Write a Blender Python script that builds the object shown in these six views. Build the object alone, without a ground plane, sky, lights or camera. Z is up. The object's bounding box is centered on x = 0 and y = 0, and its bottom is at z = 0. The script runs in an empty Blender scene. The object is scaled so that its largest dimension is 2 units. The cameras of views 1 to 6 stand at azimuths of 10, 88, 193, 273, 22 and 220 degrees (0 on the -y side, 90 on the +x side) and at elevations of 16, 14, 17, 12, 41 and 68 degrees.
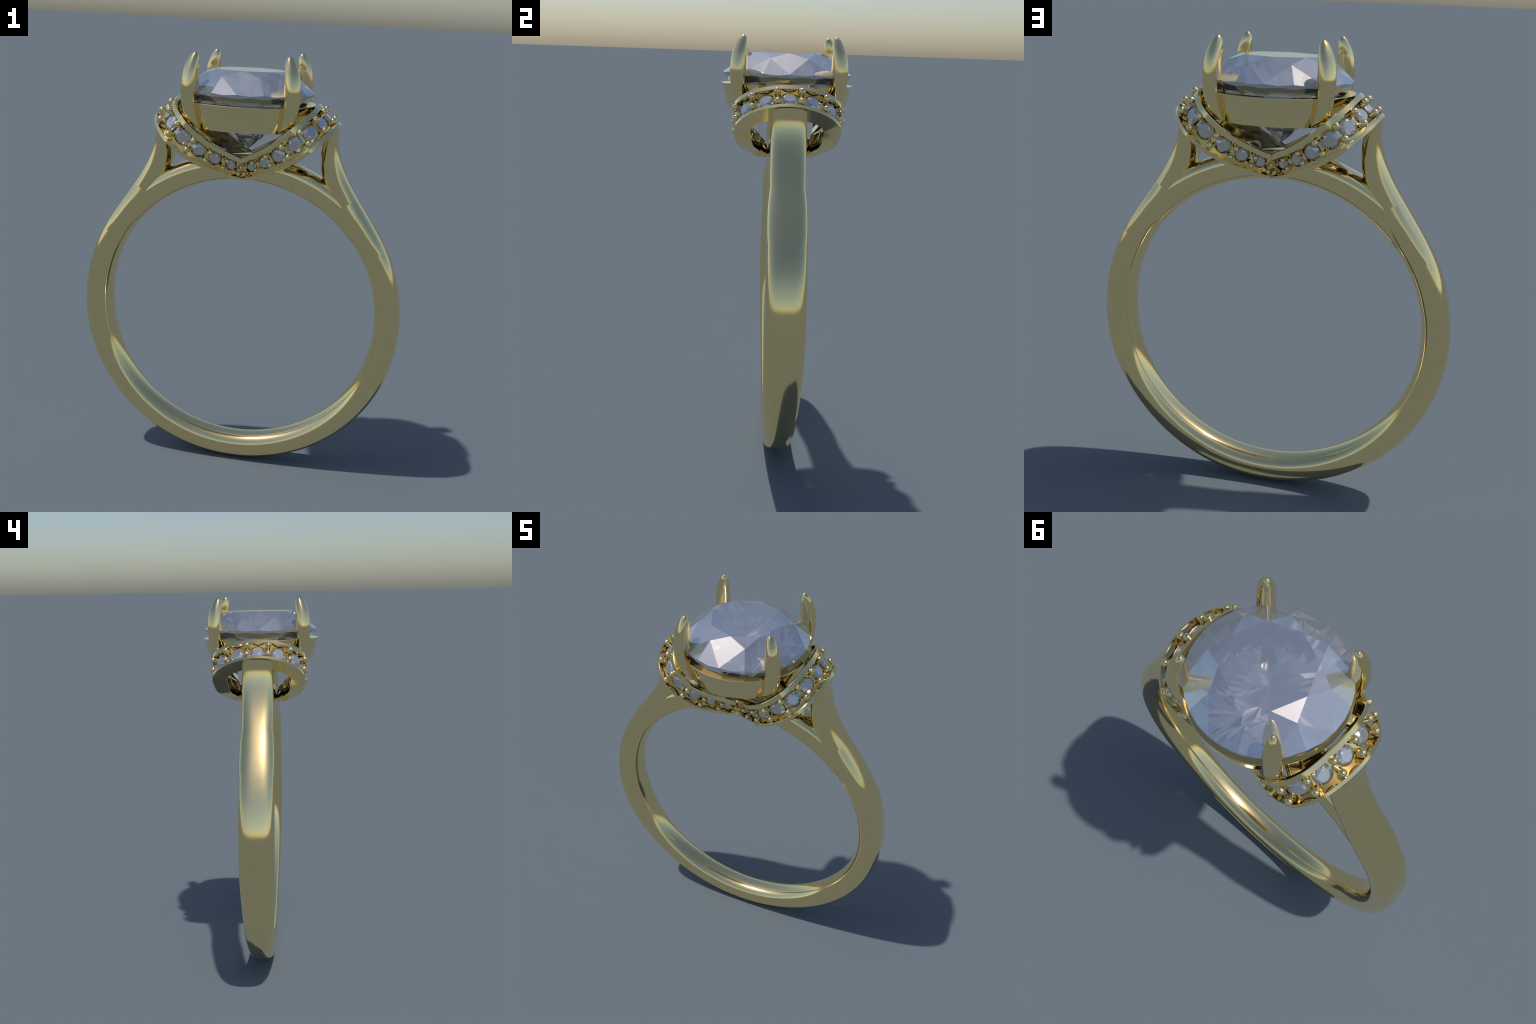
"""Yellow gold solitaire ring: round brilliant in four claws on a conical basket,
saddle shaped bead-set halo, cathedral shoulders and a comfort-fit band."""
import bpy, bmesh, math
import numpy as np
from mathutils import Vector, Matrix

scene = bpy.context.scene

# ------------------------------------------------------------------ materials
def gold_material():
    m = bpy.data.materials.new("polished_yellow_gold")
    m.use_nodes = True
    nt = m.node_tree
    b = nt.nodes["Principled BSDF"]
    tc = nt.nodes.new("ShaderNodeTexCoord")
    noise = nt.nodes.new("ShaderNodeTexNoise")
    noise.inputs["Scale"].default_value = 6.0
    nt.links.new(tc.outputs["Object"], noise.inputs["Vector"])
    ramp = nt.nodes.new("ShaderNodeMapRange")
    ramp.inputs["To Min"].default_value = GOLD_ROUGH - 0.004
    ramp.inputs["To Max"].default_value = GOLD_ROUGH + 0.004
    nt.links.new(noise.outputs["Fac"], ramp.inputs["Value"])
    nt.links.new(ramp.outputs["Result"], b.inputs["Roughness"])
    b.inputs["Base Color"].default_value = (*GOLD, 1)
    b.inputs["Metallic"].default_value = 1.0
    return m


def gem_material(name):
    m = bpy.data.materials.new(name)
    m.use_nodes = True
    b = m.node_tree.nodes["Principled BSDF"]
    b.inputs["Base Color"].default_value = (*GEM, 1)
    b.inputs["Roughness"].default_value = GEM_ROUGH
    b.inputs["IOR"].default_value = GEM_IOR
    b.inputs["Metallic"].default_value = GEM_METAL
    b.inputs["Transmission Weight"].default_value = GEM_TRANS
    return m


GOLD, GOLD_ROUGH = (1.0, 0.80, 0.40), 0.10
GEM, GEM_ROUGH, GEM_IOR, GEM_TRANS, GEM_METAL = (0.87, 0.875, 0.905), 0.036, 2.2, 0.80, 0.47
gold = gold_material()
gem_mat = gem_material("pale_lavender_gem")

# ------------------------------------------------------------------ helpers
def make_object(name, mesh, parent=None, mat=None):
    o = bpy.data.objects.new(name, mesh)
    scene.collection.objects.link(o)
    if mat is not None and not mesh.materials:
        mesh.materials.append(mat)
    if parent is not None:
        o.parent = parent
    return o


def grid_mesh(name, rings, closed_ring=True, closed_path=False, caps=True):
    """Mesh from a list of equally long rings of points (lofting)."""
    n, k = len(rings), len(rings[0])
    verts = [tuple(p) for r in rings for p in r]
    faces = []
    for i in range(n if closed_path else n - 1):
        a, b = i * k, ((i + 1) % n) * k
        for j in range(k if closed_ring else k - 1):
            j2 = (j + 1) % k
            faces.append((a + j, a + j2, b + j2, b + j))
    if caps and not closed_path:
        faces.append(tuple(range(k - 1, -1, -1)))
        faces.append(tuple((n - 1) * k + j for j in range(k)))
    me = bpy.data.meshes.new(name)
    me.from_pydata(verts, [], faces)
    bm = bmesh.new()
    bm.from_mesh(me)
    bmesh.ops.recalc_face_normals(bm, faces=bm.faces)
    bm.to_mesh(me)
    bm.free()
    return me


def smooth(me, angle=math.radians(35)):
    me.polygons.foreach_set("use_smooth", [True] * len(me.polygons))
    me.set_sharp_from_angle(angle=angle)
    me.update()


def catmull(P, t):
    """Catmull-Rom interpolation of rows of P at real index t, linear beyond the ends."""
    P = np.asarray(P, float)
    t = np.atleast_1d(t).astype(float)
    n = len(P)
    i = np.clip(np.floor(t).astype(int), 0, n - 2)
    f = (t - i)[:, None]
    Q = np.vstack([2 * P[0] - P[1], P, 2 * P[-1] - P[-2]])
    p0, p1, p2, p3 = Q[i], Q[i + 1], Q[i + 2], Q[i + 3]
    c = 0.5 * (2 * p1 + (p2 - p0) * f + (2 * p0 - 5 * p1 + 4 * p2 - p3) * f**2
               + (3 * p1 - p0 - 3 * p2 + p3) * f**3)
    lin = np.where(f < 0, p1 + (p2 - p0) / 2 * f, p2 + (p3 - p1) / 2 * (f - 1))
    return np.where((f < 0) | (f > 1), lin, c)


def superellipse(n_out, n_in, steps=56):
    """Unit closed section: u is +1 on the outside and -1 on the inside, v is the width."""
    a = np.linspace(0, 2 * math.pi, steps, endpoint=False)
    c, s = np.cos(a), np.sin(a)
    # more points round the corners
    n = np.where(c > 0, n_out, n_in)
    return np.sign(c) * np.abs(c) ** (2 / n), np.sign(s) * np.abs(s) ** (2 / n)


def section_ring(outer, inner, w, n_out, n_in):
    """Section in the plane through the xz points outer and inner, half width w along y."""
    u, v = superellipse(n_out, n_in)
    o, i = np.array(outer), np.array(inner)
    mid, half = (o + i) / 2, (o - i) / 2
    return [(mid[0] + half[0] * a, w * b, mid[1] + half[1] * a) for a, b in zip(u, v)]


root = bpy.data.objects.new("diamond_ring", None)
scene.collection.objects.link(root)
root["label"] = "yellow gold ring with a round brilliant, four claws and bead-set halo"
root["category"] = "ring"

# ------------------------------------------------------------------ shank (band + cathedral shoulders)
RING_Z, RING_IN = 0.778, 0.650
# The outer outline of the shoulder, x as a smooth function of height
OUTLINE = np.array([(.4215, 1.690), (.4213, 1.683), (.4217, 1.650), (.4236, 1.613), (.4363, 1.553), (.4612, 1.4935),
                    (.4925, 1.4383), (.529, 1.371), (.541, 1.3534), (.575, 1.3062), (.6115, 1.2566), (.650, 1.1969),
                    (.6745, 1.158), (.7015, 1.1021), (.7205, 1.055), (.7387, 1.000), (.7555, .930), (.766, .870)])
OUTLINE_FIT = np.polyfit((OUTLINE[:, 1] - 1.35) / 0.4, OUTLINE[:, 0], 5)
# per row: outer z, inner x z, half width, outer exponent
SHOULDER = np.array([
    (1.7005, 0.356, 1.668, 0.0750, 3.3),
    (1.655, 0.348, 1.620, 0.0768, 3.3),
    (1.605, 0.345, 1.570, 0.0782, 3.3),
    (1.553, 0.348, 1.515, 0.0791, 3.2),
    (1.4945, 0.360, 1.455, 0.0795, 3.1),
    (1.4385, 0.385, 1.405, 0.0795, 3.0),
    (1.374, 0.421, 1.335, 0.0792, 2.9),
    (1.3115, 0.468, 1.255, 0.0866, 2.75),
    (1.2575, 0.511, 1.182, 0.0890, 2.75),
    (1.198, 0.547, 1.129, 0.0888, 2.8),
    (1.154, 0.567, 1.094, 0.0864, 2.85),
])


def outline_x(z):
    return float(np.polyval(OUTLINE_FIT, (min(z, 1.655) - 1.35) / 0.4))


JAG_UPPER, JAG_LOWER = 6.0, 10.0


def shank_half():
    rings, creases = [], []
    for t in np.linspace(0, JAG_LOWER, 81):
        oz, ix, iz, w, n = catmull(SHOULDER, t)[0]
        ox = outline_x(oz)
        # the width has a crease at each joint of the shoulder, so it is piecewise
        upper = SHOULDER[:, 3]
        if t <= JAG_UPPER:
            w = np.interp(t, range(11), upper)
        else:
            part = catmull(np.c_[np.arange(6, 11), SHOULDER[6:, 3]], t - 6)[0]
            w = part[1]
        n_in = 2.4
        rings.append(section_ring((ox, oz), (ix, iz), w, n, n_in))
        if abs(t - JAG_UPPER) < 0.01:
            creases.append(len(rings) - 1)
    creases.append(len(rings) - 1)
    last = SHOULDER[-1]
    r_top = math.hypot(outline_x(last[0]), last[0] - RING_Z)
    a_top = math.atan2(last[0] - RING_Z, outline_x(last[0]))
    for a in np.linspace(a_top, -math.pi / 2, 90)[1:]:
        f = min(1.0, max(0.0, math.sin(a) + 1))
        f = f * f * (3 - 2 * f)
        r_out = 0.778 + (0.7715 - 0.778) * f
        k = max(0.0, 1 - (a_top - a) / 0.45)
        on = r_top                                      # radius of the shoulder outline at this angle
        for _ in range(12):
            on = outline_x(RING_Z + on * math.sin(a)) / math.cos(a) if a > 0.05 else r_out
        blend = min(1.0, max(0.0, (a - 0.15) / 0.22))
        r_out += (on - r_out) * blend * blend * (3 - 2 * blend)
        w = 0.068 + (0.0876 - 0.068) * f
        w += (last[3] - 0.0876) * k ** 3
        n = 2.3 + (2.9 - 2.3) * f
        n += (last[4] - 2.9) * k ** 3
        d = np.array((math.cos(a), math.sin(a)))
        c0 = np.array((0, RING_Z))
        rings.append(section_ring(c0 + d * r_out, c0 + d * RING_IN, w, n, 2.4))
    return rings, creases


half, creases = shank_half()
mirrored = [[(-x, y, z) for x, y, z in r] for r in half[-2::-1]]
rings = half + mirrored
me = grid_mesh("shank", rings)
smooth(me, math.radians(50))
# the joints of the shoulders are crisp across the band
k = len(half[0])
joint = set(creases) | {len(rings) - 1 - c for c in creases}
attr = me.attributes.get("sharp_edge") or me.attributes.new("sharp_edge", "BOOLEAN", "EDGE")
for e in me.edges:
    a, b = e.vertices
    if a // k == b // k and a // k in joint:
        attr.data[e.index].value = True
shank = make_object("shank", me, root, gold)

# ------------------------------------------------------------------ bridge under the head
rings = []
for a in np.linspace(math.radians(26), math.radians(154), 90):
    e = min(a, math.pi - a)
    dive = max(0.0, 1 - (e - math.radians(26)) / math.radians(14))
    d = np.array((math.cos(a), math.sin(a)))
    c0 = np.array((0, RING_Z))
    rings.append(section_ring(c0 + d * (0.769 - 0.03 * dive), c0 + d * (RING_IN - 0.0015 + 0.022 * dive), 0.0785 - 0.004 * dive, 3.0, 3.6 - 1.2 * dive))
me = grid_mesh("bridge", rings)
smooth(me, math.radians(50))
bridge = make_object("bridge", me, root, gold)

# ------------------------------------------------------------------ halo gallery
# Bead centres of one quadrant, from the notch on the y axis round to the x axis
BEAD_UP = np.array([(0, -.1218, 1.500), (.0566, -.1606, 1.5297), (.1236, -.2065, 1.5688), (.195, -.2387, 1.620),
                    (.2722, -.2324, 1.6869), (.3278, -.1625, 1.7388), (.350, -.054, 1.7661)])
BEAD_LOW = np.array([(.014, -.1173, 1.4694), (.0756, -.1601, 1.4979), (.1456, -.2107, 1.5339), (.2256, -.2347, 1.5789),
                     (.3098, -.2292, 1.6416), (.3677, -.1595, 1.6963), (.3928, -.0525, 1.7254)])
MIRROR_Y = np.array([1, -1, 1])
UP = np.vstack([BEAD_UP, BEAD_UP[::-1] * MIRROR_Y])
LOW = np.vstack([BEAD_LOW, BEAD_LOW[::-1] * MIRROR_Y])


def halo_frame(t):
    """Centre, across (low to high), outward normal and bead spacing at station t."""
    u, l = catmull(UP, t)[0], catmull(LOW, t)[0]
    mid = (UP + LOW) / 2
    e = 0.35
    T = catmull(mid, t + e)[0] - catmull(mid, t - e)[0]
    b = u - l
    sep = np.linalg.norm(b)
    b = b / sep
    T = T - b * (T @ b)
    T /= np.linalg.norm(T)
    return (u + l) / 2, b, np.cross(T, b), sep


RIM_UP, RIM_LOW, GROOVE = 0.0240, 0.0178, 0.0290
WALL_TOP, WALL_LOW, EDGE = 0.019, 0.074, 0.0022


# how far the inner wall reaches inward, from the notch (0) to the x axis (6.5)
REACH_T = (-0.6, 0.0, 0.5, 1.0, 2.0, 3.0, 4.0, 5.0, 6.5)
FLOOR_REACH = (0.012, 0.018, 0.031, 0.047, 0.071, 0.074, 0.074, 0.074, 0.074)
BELLY_REACH = (0.024, 0.032, 0.042, 0.056, 0.078, 0.086, 0.084, 0.078, 0.076)


def halo_section(t):
    c, b, n, sep = halo_frame(t)
    q = min(t, 13 - t)
    H = sep / 2 + 0.0385
    s = min(1.0, max(0.0, (0.5 - q) / 1.0))
    s = s * s * (3 - 2 * s)
    L = sep / 2 + 0.0385 - 0.014 * s                    # the lower rim flattens at the notch
    low = RIM_LOW - 0.0080 * s
    reach = float(np.interp(q, REACH_T, FLOOR_REACH))
    belly = float(np.interp(q, REACH_T, BELLY_REACH))
    top = min(WALL_TOP, 0.6 * belly)
    lean = min(1.0, max(0.0, (q - 2) / 4.0))
    lo, up = 0.0048 * lean, -0.0030 * lean               # the rims lean a little at the peaks
    pts = [
        (H - EDGE, up), (H - RIM_UP + EDGE * .4, up), (H - RIM_UP, up - EDGE * .4), (H - RIM_UP, -GROOVE),
        (-L + low, -GROOVE), (-L + low, lo - EDGE * .4), (-L + low - EDGE * .4, lo), (-L + EDGE, lo),
        (-L, lo - EDGE), (-L, -reach + EDGE), (-L + EDGE, -reach),
        (-L * 0.35, -belly), (H * 0.45, -0.5 * belly - 0.008),
        (H - EDGE, -top), (H, -top + EDGE), (H, up - EDGE),
    ]
    return [c + b * p + n * d for p, d in pts]


stations = np.concatenate([np.linspace(-1.6, 0, 9)[:-1], np.linspace(0, 13, 131), np.linspace(13, 14.6, 9)[1:]])
me = grid_mesh("halo", [halo_section(t) for t in stations])
bm = bmesh.new()
bm.from_mesh(me)
bmesh.ops.bisect_plane(bm, geom=bm.verts[:] + bm.edges[:] + bm.faces[:], plane_co=(0, 0, 0), plane_no=(1, 0, 0), clear_inner=True)
dup = bmesh.ops.duplicate(bm, geom=bm.verts[:] + bm.edges[:] + bm.faces[:])
bmesh.ops.scale(bm, vec=(-1, 1, 1), verts=[g for g in dup["geom"] if isinstance(g, bmesh.types.BMVert)])
bmesh.ops.reverse_faces(bm, faces=[g for g in dup["geom"] if isinstance(g, bmesh.types.BMFace)])
bmesh.ops.remove_doubles(bm, verts=bm.verts, dist=1e-5)
bm.to_mesh(me)
bm.free()
smooth(me, math.radians(28))
halo = make_object("halo", me, root, gold)


# ------------------------------------------------------------------ round brilliant
def brilliant_mesh(name, table=0.572, crown=0.306, mid_r=0.742, girdle=0.055, culet=0.93, upper=0.0, mid_z=None):
    """Unit radius round brilliant, girdle top at z = 0, one kite on the +x axis."""
    if mid_z is None:                                   # side point lies on the kite plane
        slope = crown / (1 - table)
        mid_z = crown - slope * (mid_r * math.cos(math.pi / 8) - table)
    P = lambda r, a, z: Vector((r * math.cos(a), r * math.sin(a), z))
    d = math.pi / 8
    bm = bmesh.new()
    new = lambda p: bm.verts.new(p)
    tab = [P(table, 2 * i * d, crown) for i in range(8)]
    mid = [P(mid_r, (2 * i + 1) * d, mid_z) for i in range(8)]
    gird = [P(1, j * d, 0) for j in range(16)]
    low_z = -girdle
    cul = Vector((0, 0, low_z - culet * 0.92))
    # lower half points on the pavilion mains
    pav_slope = -cul.z + low_z
    pav_r = 0.24
    pav = [P(pav_r / math.cos(d) * 0.98, (2 * i + 1) * d, low_z - pav_slope * (1 - pav_r)) for i in range(8)]

    def on_plane(a, b, c, r, ang):
        nrm = (b - a).cross(c - a)
        q = P(r, ang, 0)
        return Vector((q.x, q.y, a.z - (nrm.x * (q.x - a.x) + nrm.y * (q.y - a.y)) / nrm.z))

    tabv = [new(p) for p in tab]
    midv = [new(p) for p in mid]
    gv = [new(p) for p in gird]
    glv = [new(p + Vector((0, 0, low_z))) for p in gird]
    pv = [new(p) for p in pav]
    cv = new(cul)
    dip_u, dip_l = [], []
    for j in range(16):
        m_i = (j // 2) % 8
        a, b = gird[j], gird[(j + 1) % 16]
        dip_u.append(new(on_plane(mid[m_i], a, b, 1, (j + .5) * d)))
        lo = Vector((0, 0, low_z))
        dip_l.append(new(on_plane(pav[m_i], a + lo, b + lo, 1, (j + .5) * d)))
    F = lambda *v: bm.faces.new(v)
    F(*tabv)
    for i in range(8):
        j = 2 * i
        F(tabv[i], midv[i], tabv[(i + 1) % 8])
        F(tabv[i], midv[i - 1], gv[j], midv[i])
        F(cv, pv[i], glv[j], pv[i - 1])
    for j in range(16):
        m = midv[(j // 2) % 8]
        q = pv[(j // 2) % 8]
        j2 = (j + 1) % 16
        F(m, gv[j], dip_u[j], gv[j2])
        F(q, glv[j], dip_l[j], glv[j2])
        F(gv[j], dip_u[j], dip_l[j], glv[j])
        F(dip_u[j], gv[j2], glv[j2], dip_l[j])
    bmesh.ops.recalc_face_normals(bm, faces=bm.faces)
    me = bpy.data.meshes.new(name)
    bm.to_mesh(me)
    bm.free()
    return me


GEM_R, GEM_Z = 0.2975, 1.8345
gem = make_object("center_gemstone", brilliant_mesh("center_gemstone"), root, gem_mat)
gem.scale = (GEM_R,) * 3
gem.location = (0, 0, GEM_Z)

# ------------------------------------------------------------------ beads and accent gems
def bead_mesh():
    """Round-topped post: unit sphere at the origin on a short cylinder."""
    rings, k = [], 20
    prof = [(1.0, -1.9), (1.0, -1.0), (1.0, -0.3)] + [(math.cos(a), math.sin(a)) for a in np.linspace(0, math.pi / 2 * 0.97, 9)]
    prof = [(0.9, -1.9), (0.9, -0.7)] + [(math.cos(a), math.sin(a)) for a in np.linspace(-0.45, math.pi / 2 * 0.97, 12)]
    for r, z in prof:
        rings.append([(r * math.cos(a), r * math.sin(a), z) for a in np.linspace(0, 2 * math.pi, k, endpoint=False)])
    me = grid_mesh("bead", rings)
    smooth(me, math.radians(60))
    return me


def place(mesh, name, pos, normal, along, scale, mat):
    z = Vector(normal).normalized()
    x = Vector(along)
    x = (x - z * x.dot(z)).normalized()
    y = z.cross(x)
    o = make_object(name, mesh, halo, mat)
    o.matrix_local = Matrix.Translation(Vector(pos)) @ Matrix((x, y, z)).transposed().to_4x4() @ Matrix.Scale(scale, 4)
    return o


bead_me = bead_mesh()
accent_me = brilliant_mesh("accent_gem")
mx = np.array([-1, 1, 1])
for side in (1, -1):
    S = np.array([side, 1, 1])
    for i in range(14):
        c, b, n, sep = halo_frame(i)
        r = 0.0030 + 0.222 * sep
        if not (i in (0, 13) and side == -1):
            nn = n.copy()
            if i in (0, 13):
                nn[0] = 0
            place(bead_me, "bead", UP[i] * S, nn * S, b * S, r, gold)
        place(bead_me, "bead", LOW[i] * S, n * S, b * S, r, gold)
    for i in range(13):
        t = i + 0.5
        c, b, n, sep = halo_frame(t)
        q = min(t, 13 - t)
        r = float(np.interp(q, (0.5, 1.5, 2.5, 3.5, 4.5), (0.0272, 0.0320, 0.0355, 0.0385, 0.0392)))
        place(accent_me, "accent_gem", (c - n * 0.0245) * S, n * S, b * S, r, gem_mat)

# ------------------------------------------------------------------ basket
prof = [(0.277, 1.674), (0.3045, 1.7825), (0.3035, 1.7845), (0.2650, 1.7845), (0.2630, 1.7825), (0.250, 1.674), (0.252, 1.672), (0.2755, 1.672)]
rings = [[(r * math.cos(a), r * math.sin(a), z) for r, z in prof] for a in np.linspace(0, 2 * math.pi, 128, endpoint=False)]
me = grid_mesh("basket", rings, closed_path=True)
smooth(me, math.radians(28))
basket = make_object("basket", me, root, gold)

# short struts that tie the basket to the inside of the halo
STRUT_ANGLE, STRUT_IN, STRUT_OUT, STRUT_Z, STRUT_W, STRUT_H = math.radians(28), 0.262, 0.350, 1.660, 0.034, 0.021
u, v = superellipse(3.5, 3.5, 32)
rings = [[(r, STRUT_W * (0.9 + 0.1 * f) * a, STRUT_Z + STRUT_H * b - 0.012 * f) for a, b in zip(u, v)]
         for r, f in zip(np.linspace(STRUT_IN, STRUT_OUT, 8), np.linspace(0, 1, 8))]
strut_me = grid_mesh("strut", rings)
smooth(strut_me, math.radians(40))
for a in (STRUT_ANGLE, -STRUT_ANGLE, math.pi - STRUT_ANGLE, math.pi + STRUT_ANGLE):
    o = make_object("strut", strut_me, basket, gold)
    o.rotation_euler = (0, 0, a)

# ------------------------------------------------------------------ claws
# rows: z, outer radius, inner radius, half width
CLAW = np.array([
    (1.674, 0.280, 0.262, 0.0310), (1.690, 0.303, 0.262, 0.0335), (1.715, 0.3235, 0.263, 0.0350), (1.745, 0.3365, 0.264, 0.0358),
    (1.785, 0.3460, 0.266, 0.0365), (1.840, 0.3510, 0.268, 0.0365), (1.880, 0.3480, 0.2690, 0.0357), (1.920, 0.3400, 0.2695, 0.0330),
    (1.950, 0.3290, 0.2705, 0.0280), (1.973, 0.3170, 0.2725, 0.0218), (1.988, 0.3070, 0.2760, 0.0156), (1.997, 0.2980, 0.2820, 0.0088),
])


def claw_mesh():
    rings = []
    for t in np.linspace(0, len(CLAW) - 1, 60):
        z, ro, ri, w = catmull(CLAW, t)[0]
        split = 0.58 - 0.08 * max(0.0, (z - 1.93) / 0.07)
        u, v = superellipse(2.5, 1.45 + 0.45 * max(0.0, (z - 1.93) / 0.07), 48)
        mid = ri + (ro - ri) * split
        rad = np.where(u > 0, mid + (ro - mid) * u, mid + (mid - ri) * u)
        rings.append([(a, w * b, z) for a, b in zip(rad, v)])
    tip = np.mean(rings[-1], axis=0) + np.array((0, 0, 0.003))
    for s in (0.7, 0.35):
        rings.append([tip + (np.array(p) - tip) * (s, s, 0 if s < .5 else .3) for p in rings[59]])
    me = grid_mesh("claw", rings)
    smooth(me, math.radians(45))
    return me


claw_me = claw_mesh()
for i in range(4):
    o = make_object("claw", claw_me, basket, gold)
    o.rotation_euler = (0, 0, math.radians(45 + 90 * i))
